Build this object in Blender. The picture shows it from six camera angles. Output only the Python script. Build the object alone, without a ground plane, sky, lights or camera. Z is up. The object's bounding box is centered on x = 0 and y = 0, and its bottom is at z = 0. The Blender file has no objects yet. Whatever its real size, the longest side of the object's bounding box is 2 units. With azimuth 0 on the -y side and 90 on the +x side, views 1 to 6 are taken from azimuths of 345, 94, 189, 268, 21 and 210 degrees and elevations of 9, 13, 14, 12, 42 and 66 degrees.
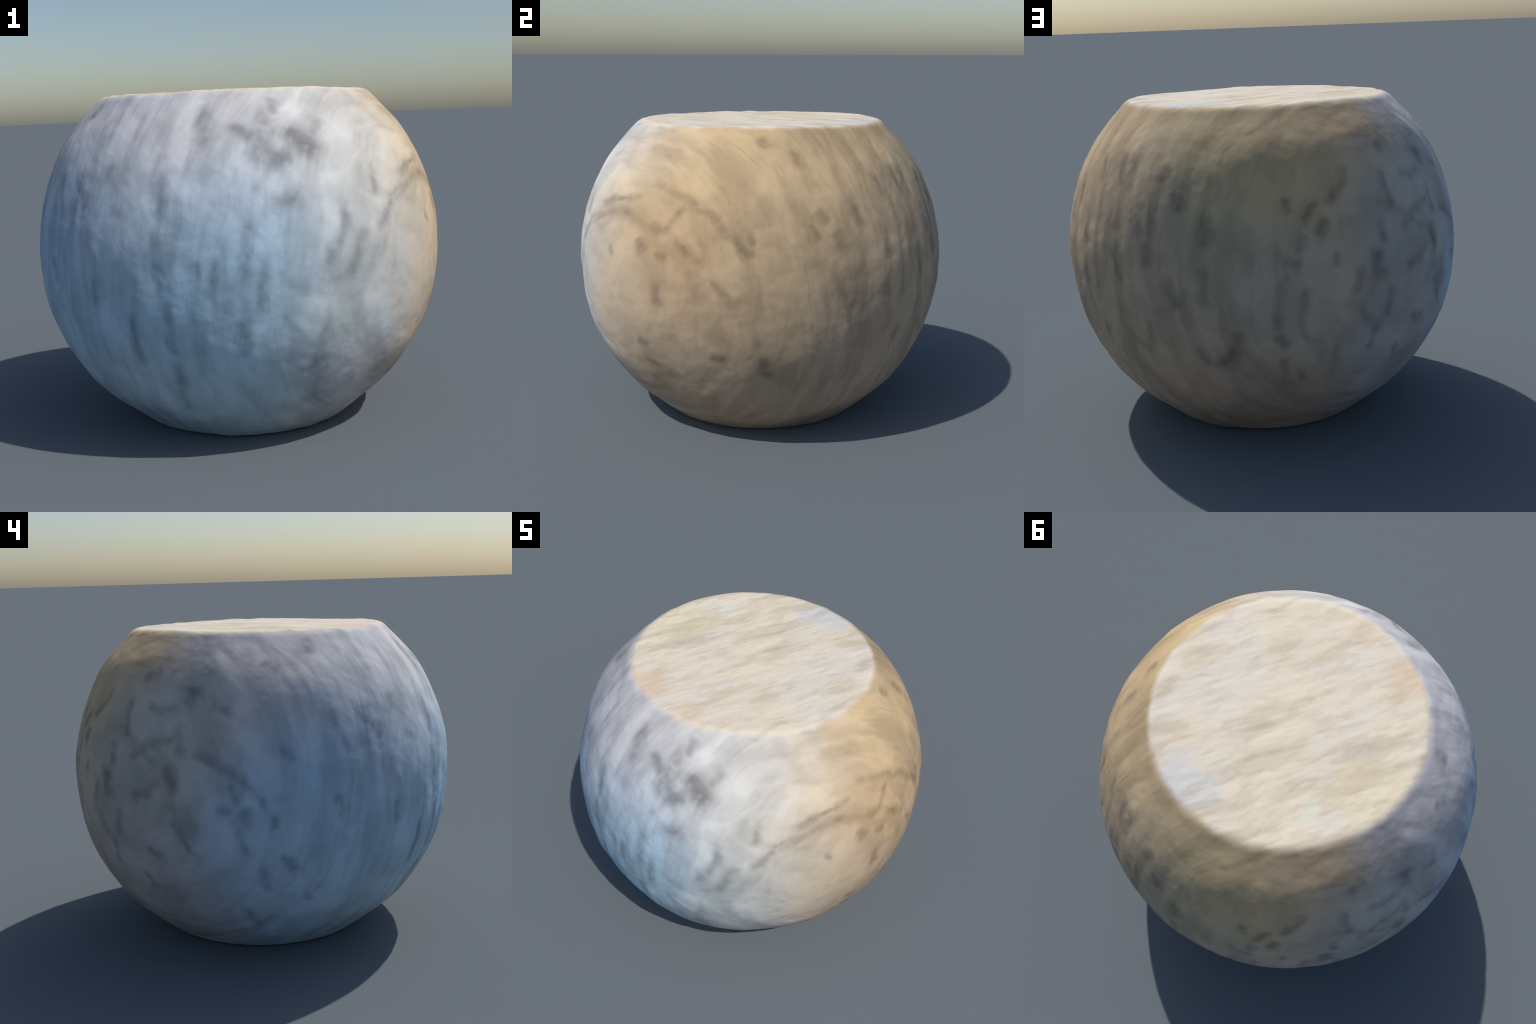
"""A squat ball of veined marble, cut flat on top and underneath (a stone seat)."""
import bpy, math
import numpy as np

# ------------------------------------------------------------------ frame of the stone
VEIN_AZ = math.radians(48.0)                      # the bedding of the marble: layers stacked along N
N = np.array([math.sin(VEIN_AZ), -math.cos(VEIN_AZ), -0.06]); N /= np.linalg.norm(N)
T = np.array([math.cos(VEIN_AZ), math.sin(VEIN_AZ), 0.0])      # horizontal run of the layers
U = np.cross(N, T)

HEIGHT = 1.598
# radius of the stone at equal steps of height, ground to top
PROFILE = [0.5345, 0.7622, 0.8955, 0.9684, 0.9945, 0.9861, 0.9330, 0.8320, 0.6530]


# ------------------------------------------------------------------ seeded value noise
def hash3(ix, iy, iz, seed):
    h = (ix.astype(np.uint32) * np.uint32(374761393) + iy.astype(np.uint32) * np.uint32(668265263)
         + iz.astype(np.uint32) * np.uint32(2147483647) + np.uint32((seed * 974634777) & 0xffffffff))
    h = (h ^ (h >> np.uint32(13))) * np.uint32(1274126177)
    h = (h ^ (h >> np.uint32(16))) * np.uint32(2246822519)
    h = h ^ (h >> np.uint32(15))
    return h.astype(np.float64) / 4294967295.0


def noise(p, seed):
    """smooth value noise, -1..1"""
    f = np.floor(p)
    i = f.astype(np.int64) + 1000
    w = p - f
    w = w * w * w * (w * (w * 6 - 15) + 10)
    out = 0.0
    for dx in (0, 1):
        for dy in (0, 1):
            for dz in (0, 1):
                k = (np.where(dx, w[..., 0], 1 - w[..., 0]) * np.where(dy, w[..., 1], 1 - w[..., 1])
                     * np.where(dz, w[..., 2], 1 - w[..., 2]))
                out = out + k * hash3(i[..., 0] + dx, i[..., 1] + dy, i[..., 2] + dz, seed)
    return out * 2 - 1


def fractal(p, octaves, seed):
    s, a = 0.0, 1.0
    for o in range(octaves):
        s = s + a * noise(p * 2.03 ** o + o * 7.3, seed + o)
        a *= 0.5
    return s


# ------------------------------------------------------------------ profile, centre of the top to centre of the foot
def spline(values, t):
    v = np.array(values); n = len(v); x = t * (n - 1)
    m = np.gradient(v)
    i = np.clip(x.astype(int), 0, n - 2); u = x - i
    return ((2*u**3-3*u**2+1)*v[i] + (u**3-2*u**2+u)*m[i] + (-2*u**3+3*u**2)*v[i+1] + (u**3-u**2)*m[i+1])


def smooth_corner(pts, where, size):
    """replace the corner at index `where` by a quadratic arc reaching `size` along both legs"""
    c = pts[where]
    d0 = np.linalg.norm(pts - c, axis=1)
    i = where
    while d0[i] < size: i -= 1
    j = where
    while d0[j] < size: j += 1
    t = np.linspace(0, 1, 13)[:, None]
    arc = (1 - t) ** 2 * pts[i] + 2 * t * (1 - t) * c + t * t * pts[j]
    return np.vstack([pts[:i], arc, pts[j + 1:]])


tt = np.linspace(1, 0, 220)
wall = np.stack([spline(PROFILE, tt), HEIGHT * tt], 1)
lid = np.stack([np.linspace(0.004, wall[0, 0], 130)[:-1], np.full(129, HEIGHT)], 1)
foot = np.stack([np.linspace(wall[-1, 0], 0.004, 60)[1:], np.zeros(59)], 1)
line = np.vstack([lid, wall, foot])
k_top, k_foot = 129, 129 + 219
line = smooth_corner(line, k_foot, 0.022)
line = smooth_corner(line, k_top, 0.030)
d = np.gradient(line, axis=0)
nrm2 = np.stack([-d[:, 1], d[:, 0]], 1)
nrm2 /= np.linalg.norm(nrm2, axis=1)[:, None]      # outward: (radial, up)
nrm2[:40] = (0, 1); nrm2[-30:] = (0, -1)

SEG = 512
th = np.linspace(0, 2 * math.pi, SEG, endpoint=False)
ring_r, ring_z = line[:, 0], line[:, 1]
X = ring_r[:, None] * np.cos(th); Y = ring_r[:, None] * np.sin(th)
Z = np.repeat(ring_z[:, None], SEG, 1)
P = np.stack([X, Y, Z], -1)
NR = np.stack([nrm2[:, :1] * np.cos(th), nrm2[:, :1] * np.sin(th), np.repeat(nrm2[:, 1:], SEG, 1)], -1)

# ------------------------------------------------------------------ relief
Q = np.stack([P @ N, P @ T, P @ U], -1)            # coordinates along / across the layers
warp = np.stack([fractal(P * 2.2, 2, 11), fractal(P * 2.2 + 9, 2, 17), fractal(P * 2.2 + 21, 2, 23)], -1)
swell = 0.0040 * fractal(P * 1.7, 2, 3)                                     # hand-cut unevenness
dents = 0.0034 * fractal(P * 5.5 + warp * 0.3, 3, 31)
grain = fractal(Q * [15, 2.4, 2.8] + warp * 0.35, 3, 47)                     # softer and harder layers
tool = fractal(P * [13, 13, 13] + warp, 2, 59)
is_top = np.clip((NR[..., 2] - 0.75) / 0.2, 0, 1)
is_foot = np.clip((-NR[..., 2] - 0.85) / 0.1, 0, 1)
relief = (swell + dents * (1 - 0.75 * is_top)
          + grain * (0.0013 + 0.0010 * is_top) + 0.0012 * tool) * (1 - 0.8 * is_foot)
P = P + NR * relief[..., None]
# broad bulges and flats of the hand-cut ball: azimuth, height, out (+) or in (-)
for az, z, out in ((285, 1.48, .014), (320, 1.50, .012), (155, 1.50, .008), (95, .12, .012), (40, .28, -.008), (328, .36, -.005)):
    a = math.radians(az); r = float(spline(PROFILE, np.array([z / HEIGHT]))[0])
    gap = np.linalg.norm(P - [r * math.sin(a), -r * math.cos(a), z], axis=-1)
    P[..., :2] += NR[..., :2] * (out * np.exp(-(gap / 0.17) ** 2) * (1 - is_top) * (1 - is_foot))[..., None]
# the foot stands a little off axis, the seat is very slightly dished
lean = np.clip(1 - P[..., 2] / 0.7, 0, 1) ** 1.5
P[..., 0] += 0.006 * lean
P[..., 1] += 0.002 * lean
P[..., 2] -= 0.002 * is_top * np.clip(1 - (np.hypot(P[..., 0], P[..., 1]) / 0.62) ** 2, 0, 1)
P[..., 2] -= P[..., 2].min()
ext = P.reshape(-1, 3).max(0) - P.reshape(-1, 3).min(0)
mid = (P.reshape(-1, 3).max(0) + P.reshape(-1, 3).min(0)) / 2
P[..., :2] -= mid[:2]
P *= 2.0 / ext[:2].max()


# ------------------------------------------------------------------ material
# dark mineral veins seen on the four flanks: azimuth and height of both ends, half width in mm
VEINS_FRONT = [
    (355.5, 1.449, 353.6, 1.354, 25), (352.6, 1.331, 357.3, 1.310, 34), (2.7, 1.402, 7.2, 1.345, 32), (346.4, 1.429, 350.6, 1.403, 22),
    (355.4, 1.135, 360.0, 1.143, 24), (14.6, 1.096, 7.3, 0.876, 18), (18.7, 0.979, 13.7, 0.814, 16), (8.2, 0.647, 5.0, 0.405, 18),
    (25.2, 1.243, 24.8, 1.143, 12), (30.7, 1.110, 23.9, 0.995, 14), (48.7, 1.204, 30.5, 1.097, 12), (326.6, 1.261, 326.8, 1.097, 16),
    (348.4, 1.088, 347.0, 0.817, 19), (352.0, 0.896, 350.6, 0.688, 16), (346.6, 0.641, 345.9, 0.520, 18), (328.1, 0.721, 328.2, 0.478, 16),
    (328.2, 0.478, 326.8, 0.182, 18), (307.0, 0.803, 307.4, 0.724, 13), (297.0, 1.235, 302.2, 1.138, 13), (309.8, 1.275, 309.9, 1.250, 16),
    (317.9, 0.673, 318.3, 0.467, 14), (340.6, 0.905, 338.5, 0.772, 14), (334.6, 0.883, 334.9, 0.846, 16), (336.9, 1.519, 337.2, 1.363, 18),
    (359.1, 1.534, 358.6, 1.490, 15), (13.3, 1.452, 9.3, 1.404, 15), (288.1, 1.218, 293.5, 1.029, 12),
]
VEINS_RIGHT = [
    (37.7, 1.211, 43.6, 1.245, 12), (43.6, 1.245, 55.6, 1.271, 12), (28.4, 1.119, 42.2, 1.176, 12), (42.2, 1.176, 53.8, 1.199, 12),
    (60.4, 1.345, 73.6, 1.277, 14), (73.6, 1.277, 83.7, 1.173, 14), (83.7, 1.173, 90.7, 1.075, 14), (90.4, 1.064, 91.1, 1.052, 20),
    (92.3, 1.120, 92.9, 1.105, 13), (72.0, 1.230, 67.0, 1.136, 12), (62.0, 1.149, 67.8, 1.132, 12), (71.8, 1.090, 78.5, 1.005, 14),
    (81.8, 0.922, 87.4, 0.818, 14), (58.3, 1.057, 59.4, 1.038, 17), (46.5, 1.018, 47.4, 1.004, 13), (65.0, 1.022, 66.9, 1.015, 13),
    (65.1, 0.863, 65.8, 0.797, 15), (57.5, 0.567, 59.1, 0.553, 17), (57.2, 0.473, 63.1, 0.441, 14), (81.4, 0.539, 83.4, 0.535, 16),
    (95.6, 1.533, 96.9, 1.518, 20), (107.2, 1.482, 108.8, 1.432, 16), (112.3, 1.220, 113.5, 1.199, 17), (117.2, 1.112, 117.3, 1.081, 17),
    (123.5, 1.219, 125.3, 1.175, 16), (109.8, 1.161, 110.9, 1.119, 14), (115.0, 0.968, 118.5, 0.831, 16), (119.4, 0.784, 120.5, 0.723, 16),
    (133.6, 1.064, 134.3, 1.008, 17), (133.2, 0.864, 134.2, 0.815, 14), (135.1, 1.371, 137.1, 1.273, 13), (148.1, 1.398, 150.3, 1.272, 13),
    (159.7, 1.207, 160.3, 1.063, 13), (147.8, 1.006, 150.0, 0.858, 13), (95.4, 0.523, 97.6, 0.429, 17),
]
VEINS_BACK = [
    (156.1, 1.186, 156.0, 1.077, 17), (159.0, 1.017, 159.4, 0.961, 19), (166.9, 1.237, 168.1, 1.196, 17), (176.2, 1.137, 175.6, 1.074, 19),
    (174.9, 0.945, 175.2, 0.799, 18), (165.7, 0.869, 166.7, 0.778, 16), (162.4, 1.347, 161.7, 1.316, 17), (196.9, 1.211, 197.1, 1.190, 15),
    (203.6, 1.194, 201.2, 1.144, 14), (205.8, 1.117, 204.9, 1.092, 17), (200.1, 1.062, 198.9, 1.021, 14), (196.8, 0.959, 198.1, 0.952, 17),
    (209.0, 0.972, 209.1, 0.944, 14), (214.6, 1.323, 208.7, 1.207, 16), (226.6, 1.292, 226.5, 1.227, 13), (226.5, 1.227, 227.4, 1.160, 13),
    (223.0, 1.082, 222.8, 1.017, 14), (220.1, 0.956, 221.1, 0.873, 22), (215.3, 0.901, 213.6, 0.814, 14), (224.9, 0.778, 223.8, 0.672, 14),
    (221.4, 0.630, 219.4, 0.519, 14), (230.7, 0.469, 231.1, 0.411, 13), (194.0, 0.614, 195.0, 0.594, 18), (182.9, 0.633, 182.4, 0.596, 17),
    (181.1, 0.554, 179.3, 0.498, 24), (172.1, 0.561, 173.6, 0.507, 17), (199.8, 0.426, 200.3, 0.396, 15), (194.6, 0.533, 195.1, 0.390, 14),
    (195.1, 0.895, 192.8, 0.677, 14), (200.7, 0.831, 199.6, 0.728, 14), (209.0, 0.596, 209.5, 0.384, 14), (140.6, 0.630, 139.3, 0.557, 13),
    (143.7, 1.396, 146.6, 1.280, 13),
]
VEINS_LEFT = [
    (230.1, 1.397, 233.6, 1.429, 18), (235.1, 1.277, 238.0, 1.264, 13), (238.0, 1.264, 243.5, 1.272, 14), (248.0, 1.344, 247.6, 1.314, 19),
    (255.1, 1.285, 260.1, 1.246, 13), (230.6, 1.042, 236.0, 1.102, 13), (236.0, 1.102, 244.8, 1.162, 13), (244.7, 1.172, 246.7, 1.071, 17),
    (250.7, 1.074, 257.3, 1.036, 15), (257.3, 1.036, 264.0, 0.954, 14), (264.0, 0.954, 269.2, 0.836, 12), (242.8, 1.007, 244.1, 0.922, 20),
    (238.3, 0.936, 232.5, 0.871, 17), (260.9, 0.954, 261.4, 0.869, 14), (263.2, 0.827, 263.3, 0.772, 17), (257.4, 0.837, 258.3, 0.826, 14),
    (270.9, 0.792, 271.2, 0.769, 15), (244.3, 0.758, 245.9, 0.692, 15), (245.9, 0.692, 249.6, 0.616, 11), (235.4, 0.612, 237.6, 0.593, 14),
    (273.9, 0.608, 276.0, 0.555, 18), (267.5, 0.550, 268.7, 0.434, 14), (280.2, 0.433, 281.4, 0.375, 13), (262.6, 0.317, 265.9, 0.184, 15),
    (261.2, 0.761, 264.5, 0.625, 12), (302.4, 1.166, 302.2, 1.124, 14), (288.6, 0.876, 289.2, 0.799, 17), (288.2, 1.238, 289.3, 1.176, 13),
    (273.4, 1.112, 275.7, 1.050, 14), (285.5, 1.532, 285.6, 1.521, 24), (271.5, 1.444, 272.2, 1.439, 20),
]

# coloured light baked into the flank's base colour: azimuth, height, tint (patchy borders)
BAKED_LIGHT_TINTS = [
    # near-white front, running into the painted warm light
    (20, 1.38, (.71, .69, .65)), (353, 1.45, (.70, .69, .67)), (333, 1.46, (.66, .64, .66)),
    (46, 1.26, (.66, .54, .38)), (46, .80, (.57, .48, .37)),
    (20, 1.05, (.66, .65, .62)), (15, .75, (.54, .60, .61)),
    # marble tinted blue for the sky light on this side
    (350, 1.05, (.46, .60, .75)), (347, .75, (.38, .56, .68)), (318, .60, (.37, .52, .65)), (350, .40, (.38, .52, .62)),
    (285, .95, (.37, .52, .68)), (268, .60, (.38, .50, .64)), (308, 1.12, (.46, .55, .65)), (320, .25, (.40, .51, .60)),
    # mauve-grey shoulder
    (272, 1.45, (.58, .54, .53)), (305, 1.44, (.60, .59, .62)),
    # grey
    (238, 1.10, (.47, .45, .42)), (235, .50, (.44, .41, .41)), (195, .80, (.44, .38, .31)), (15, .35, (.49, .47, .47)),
    # back coloured olive and brown, dimmer warm light put into the albedo
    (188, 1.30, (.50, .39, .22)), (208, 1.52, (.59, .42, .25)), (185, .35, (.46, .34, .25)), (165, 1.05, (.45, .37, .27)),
    # +x side warmed to honey for the orange glow baked there
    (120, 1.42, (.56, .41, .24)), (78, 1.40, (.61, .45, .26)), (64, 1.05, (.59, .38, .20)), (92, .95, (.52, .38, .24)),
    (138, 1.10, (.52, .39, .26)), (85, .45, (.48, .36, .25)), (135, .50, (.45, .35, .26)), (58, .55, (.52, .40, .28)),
]


def on_flank(az, z):
    r = float(spline(PROFILE, np.array([z / HEIGHT]))[0])
    a = math.radians(az)
    return (r * math.sin(a), -r * math.cos(a), z)


class Tree:
    """small helper to write node trees as expressions"""
    def __init__(self, mat):
        self.t = mat.node_tree

    def put(self, socket, v):
        if isinstance(v, bpy.types.NodeSocket):
            self.t.links.new(v, socket)
        elif v is not None:
            socket.default_value = v

    def math(self, op, a, b=None, c=None, clamp=False):
        n = self.t.nodes.new("ShaderNodeMath"); n.operation = op; n.use_clamp = clamp
        for s, v in zip(n.inputs, (a, b, c)): self.put(s, v)
        return n.outputs[0]

    def vec(self, op, a, b=None, c=None):
        n = self.t.nodes.new("ShaderNodeVectorMath"); n.operation = op
        for s, v in zip(n.inputs, (a, b, c)): self.put(s, v)
        return n.outputs["Value"] if op in ("DOT_PRODUCT", "DISTANCE", "LENGTH") else n.outputs["Vector"]

    def scale(self, a, f):
        n = self.t.nodes.new("ShaderNodeVectorMath"); n.operation = "SCALE"
        self.put(n.inputs[0], a); self.put(n.inputs["Scale"], f)
        return n.outputs["Vector"]

    def noise(self, p, scale, detail=2.0, rough=0.5, colour=False):
        n = self.t.nodes.new("ShaderNodeTexNoise")
        self.put(n.inputs["Vector"], p)
        n.inputs["Scale"].default_value = scale; n.inputs["Detail"].default_value = detail
        n.inputs["Roughness"].default_value = rough
        return n.outputs["Color" if colour else "Fac"]

    def ramp(self, x, lo, hi, a=0.0, b=1.0):
        n = self.t.nodes.new("ShaderNodeMapRange"); n.interpolation_type = "SMOOTHSTEP"
        for s, v in zip(n.inputs, (x, lo, hi, a, b)): self.put(s, v)
        return n.outputs[0]

    def mix(self, f, a, b, mode="MIX"):
        n = self.t.nodes.new("ShaderNodeMix"); n.data_type = "RGBA"; n.blend_type = mode
        self.put(n.inputs[0], f)
        self.put(n.inputs[6], a if not isinstance(a, tuple) else (*a, 1)); self.put(n.inputs[7], b if not isinstance(b, tuple) else (*b, 1))
        return n.outputs[2]


def marble(name, veins):
    m = bpy.data.materials.new(name); m.use_nodes = True
    k = Tree(m)
    bsdf = m.node_tree.nodes["Principled BSDF"]
    pos = m.node_tree.nodes.new("ShaderNodeTexCoord").outputs["Object"]

    def wobble(p, scale, amount, detail=2.0):
        c = k.vec("SUBTRACT", k.noise(p, scale, detail, colour=True), (0.5, 0.5, 0.5))
        return k.vec("ADD", p, k.scale(c, amount))

    # coordinates squeezed along the layers, so that noise comes out as streaks in the bedding planes
    layered = m.node_tree.nodes.new("ShaderNodeCombineXYZ")
    for s, axis, f in zip(layered.inputs, (N, T, U), (1.0, 0.16, 0.19)):
        k.put(s, k.math("MULTIPLY", k.vec("DOT_PRODUCT", wobble(pos, 3.0, 0.10), tuple(axis)), f))
    layers = layered.outputs[0]

    # --- flank: blended tints of painted light
    tint_pos = wobble(wobble(pos, 2.5, 0.24, 3.0), 9.0, 0.12)
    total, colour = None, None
    for az, z, rgb in BAKED_LIGHT_TINTS:
        d = k.vec("SUBTRACT", tint_pos, on_flank(az, z))
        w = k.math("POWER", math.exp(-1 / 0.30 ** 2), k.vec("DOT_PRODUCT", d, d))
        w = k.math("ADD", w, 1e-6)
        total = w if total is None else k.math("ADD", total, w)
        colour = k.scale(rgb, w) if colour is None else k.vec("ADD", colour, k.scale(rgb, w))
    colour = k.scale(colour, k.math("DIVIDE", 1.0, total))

    # --- flank: soft mottling and streaks of the bedding, then the dark veins
    streak = k.ramp(k.noise(layers, 9.0, 3.0, 0.6), 0.36, 0.58, 0.82, 1.03)
    fleck = k.ramp(k.noise(layers, 24.0, 2.0, 0.5), 0.30, 0.50, 0.90, 1.0)
    cloud = k.ramp(k.noise(wobble(pos, 4.0, 0.3), 5.5, 3.0), 0.30, 0.70, 0.90, 1.08)
    vein_pos = wobble(wobble(pos, 8.0, 0.055), 24.0, 0.026)
    dark = None
    for az0, z0, az1, z1, half in veins:
        a, b = np.array(on_flank(az0, z0)), np.array(on_flank(az1, z1))
        reach = half * 0.001
        run = (b - a) / max(np.linalg.norm(b - a), 1e-6)
        a, b = a - run * reach * 2.2, b + run * reach * 2.2
        ab = b - a
        rel = k.vec("SUBTRACT", vein_pos, tuple(a))
        h = k.math("MULTIPLY", k.vec("DOT_PRODUCT", rel, tuple(ab / (ab @ ab))), 1.0, clamp=True)
        dist = k.vec("DISTANCE", rel, k.scale(tuple(ab), h))
        taper = k.math("MULTIPLY", k.math("SUBTRACT", 1.0, h), h)
        one = k.ramp(dist, 0.0, reach * 3.0, min(0.70, 0.24 + half * 0.015), 0.0)
        one = k.math("MULTIPLY", one, k.math("MULTIPLY", taper, 5.5, clamp=True))
        dark = one if dark is None else k.math("MAXIMUM", dark, one)
        # (a vanishing offset makes each vein wait for the one before, which keeps the shader's stack short)
        vein_pos = k.vec("MULTIPLY_ADD", dark, (1e-8, 1e-8, 1e-8), vein_pos)
    if veins:
        dark = k.math("MULTIPLY", dark, k.ramp(k.noise(pos, 15.0, 2.0), 0.34, 0.56, 0.60, 1.0))
    # long hairlines where the bedding crosses the surface
    ridge = k.math("ABSOLUTE", k.math("SUBTRACT", k.noise(layers, 3.4, 1.0, 0.3), 0.5))
    hair = k.math("MULTIPLY", k.ramp(ridge, 0.0, 0.022, 0.24, 0.0), k.ramp(k.noise(pos, 3.5, 2.0), 0.46, 0.62))
    tone = k.math("MULTIPLY", k.math("MULTIPLY", streak, fleck), cloud)
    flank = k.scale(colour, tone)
    flank = k.mix(hair, flank, k.vec("MULTIPLY", flank, (0.33, 0.32, 0.34)))
    if veins:
        flank = k.mix(dark, flank, k.vec("MULTIPLY", flank, (0.27, 0.26, 0.28)))

    # --- seat: cream, sawn, streaked along the layers
    sawn = m.node_tree.nodes.new("ShaderNodeCombineXYZ")
    saw = math.radians(54)
    for s, axis, f in zip(sawn.inputs, ((math.sin(saw), -math.cos(saw), 0), (math.cos(saw), math.sin(saw), 0), (0, 0, 1)), (1.0, 0.26, 0.3)):
        k.put(s, k.math("MULTIPLY", k.vec("DOT_PRODUCT", wobble(pos, 3.0, 0.08), axis), f))
    short = sawn.outputs[0]
    grain = k.noise(short, 11.0, 3.0, 0.55)
    fine = k.noise(short, 30.0, 2.0, 0.5)
    cream = k.mix(k.ramp(k.noise(pos, 2.2, 2.0), 0.40, 0.62), (.77, .70, .60), (.79, .70, .55))
    for spot, size, rgb in (((-.42, -.48, 1.6), .13, (.79, .63, .47)), ((-.10, -.60, 1.6), .10, (.79, .66, .52)),
                            ((.27, .54, 1.6), .13, (.65, .64, .61)), ((.12, .51, 1.6), .08, (.68, .66, .61)),
                            ((-.29, .38, 1.6), .06, (.76, .74, .60)), ((-.5, .15, 1.6), .16, (.80, .71, .52))):
        near = k.vec("DISTANCE", wobble(pos, 5.0, 0.22, 3.0), spot)
        cream = k.mix(k.ramp(near, size * .6, size * 1.4, 0.9, 0.0), cream, rgb)
    streaks = k.math("MULTIPLY", k.ramp(grain, 0.34, 0.54, 0.60, 0.0), 1.0)
    seat = k.mix(streaks, cream, k.vec("MULTIPLY", cream, (0.78, 0.73, 0.66)))
    seat = k.mix(k.ramp(fine, 0.34, 0.50, 0.5, 0.0), seat, k.vec("MULTIPLY", seat, (0.84, 0.81, 0.76)))

    sep = m.node_tree.nodes.new("ShaderNodeSeparateXYZ"); k.put(sep.inputs[0], pos)
    rim = k.math("ADD", k.vec("LENGTH", k.vec("MULTIPLY", pos, (1, 1, 0))),
                 k.math("MULTIPLY", k.noise(pos, 14.0, 2.0), 0.03))
    inside = k.math("MULTIPLY", k.ramp(rim, 0.650, 0.688, 1.0, 0.0), k.ramp(sep.outputs[2], 1.4, 1.5))
    k.put(bsdf.inputs["Base Color"], k.mix(inside, flank, seat))

    bump = m.node_tree.nodes.new("ShaderNodeBump")
    bump.inputs["Strength"].default_value = 0.13; bump.inputs["Distance"].default_value = 0.01
    k.put(bump.inputs["Height"], k.math("ADD", k.noise(layers, 22.0, 2.0), k.noise(pos, 30.0, 1.0)))
    k.put(bsdf.inputs["Normal"], bump.outputs[0])
    bsdf.inputs["Roughness"].default_value = 0.75
    bsdf.inputs["Specular IOR Level"].default_value = 0.2
    return m


# ------------------------------------------------------------------ one smooth skin, split into its parts
rings = len(line)
grid = np.arange(rings * SEG).reshape(rings, SEG)
quads = np.stack([grid[:-1], np.roll(grid, -1, 1)[:-1], np.roll(grid, -1, 1)[1:], grid[1:]], -1)[:, :, ::-1]
verts = np.vstack([P.reshape(-1, 3), P[0].mean(0), P[-1].mean(0)])
c_top, c_foot = rings * SEG, rings * SEG + 1
fan_top = [(c_top, grid[0, i], grid[0, (i + 1) % SEG]) for i in range(SEG)]
fan_foot = [(c_foot, grid[-1, (i + 1) % SEG], grid[-1, i]) for i in range(SEG)]

whole = bpy.data.meshes.new("whole")
whole.from_pydata(verts.tolist(), [], quads.reshape(-1, 4).tolist() + fan_top + fan_foot)
whole.update()
normals = np.empty(len(verts) * 3, np.float32)
whole.vertex_normals.foreach_get("vector", normals)
normals = normals.reshape(-1, 3)
bpy.data.meshes.remove(whole)

seat_end = int(np.argmin(np.abs(np.linalg.norm(line - [PROFILE[-1], HEIGHT], axis=1))))
foot_start = int(np.argmin(np.abs(np.linalg.norm(line - [PROFILE[0], 0.0], axis=1))))
every_vein = VEINS_FRONT + VEINS_RIGHT + VEINS_BACK + VEINS_LEFT
SECTORS = 6                                        # the flank's marble is written in sectors: each holds the veins it shows


def near_sector(vein, s):
    centre = (s + 0.5) * 360 / SECTORS
    off = [abs((a - centre + 180) % 360 - 180) for a in (vein[0], vein[2])]
    return min(off) < 180 / SECTORS + 12 + 8 * (vein[1] < 0.3 or vein[1] > 1.4)


flank_marble = [marble("veined_marble", [v for v in every_vein if near_sector(v, s)]) for s in range(SECTORS)]
seat_marble = marble("sawn_cream_marble", [])
plain_marble = marble("plain_marble", [])
root = bpy.data.objects.new("marble_stool", None)
root["label"] = "squat ball of veined marble with flat top and base"
root["category"] = "stone stool"
bpy.context.collection.objects.link(root)


def part(name, first, last, fan, stones):
    faces = quads[first:last].reshape(-1, 4).tolist() + fan
    used = np.unique(np.concatenate([np.array(f) for f in faces]))
    index = np.full(len(verts), -1); index[used] = np.arange(len(used))
    me = bpy.data.meshes.new(name)
    me.from_pydata(verts[used].tolist(), [], [[int(index[i]) for i in f] for f in faces])
    me.polygons.foreach_set("use_smooth", [True] * len(me.polygons))
    me.update()
    me.normals_split_custom_set_from_vertices(normals[used].tolist())
    for s in stones:
        me.materials.append(s)
    if len(stones) > 1:
        mid = np.array([verts[list(f)].mean(0) for f in faces])
        az = np.degrees(np.arctan2(mid[:, 0], -mid[:, 1])) % 360
        me.polygons.foreach_set("material_index", (az / (360 / len(stones))).astype(np.int32))
    o = bpy.data.objects.new(name, me)
    o.parent = root
    bpy.context.collection.objects.link(o)


part("seat_face", 0, seat_end, fan_top, [seat_marble])
part("rounded_flank", seat_end, foot_start, [], flank_marble)
part("underside", foot_start, rings - 1, fan_foot, [plain_marble])
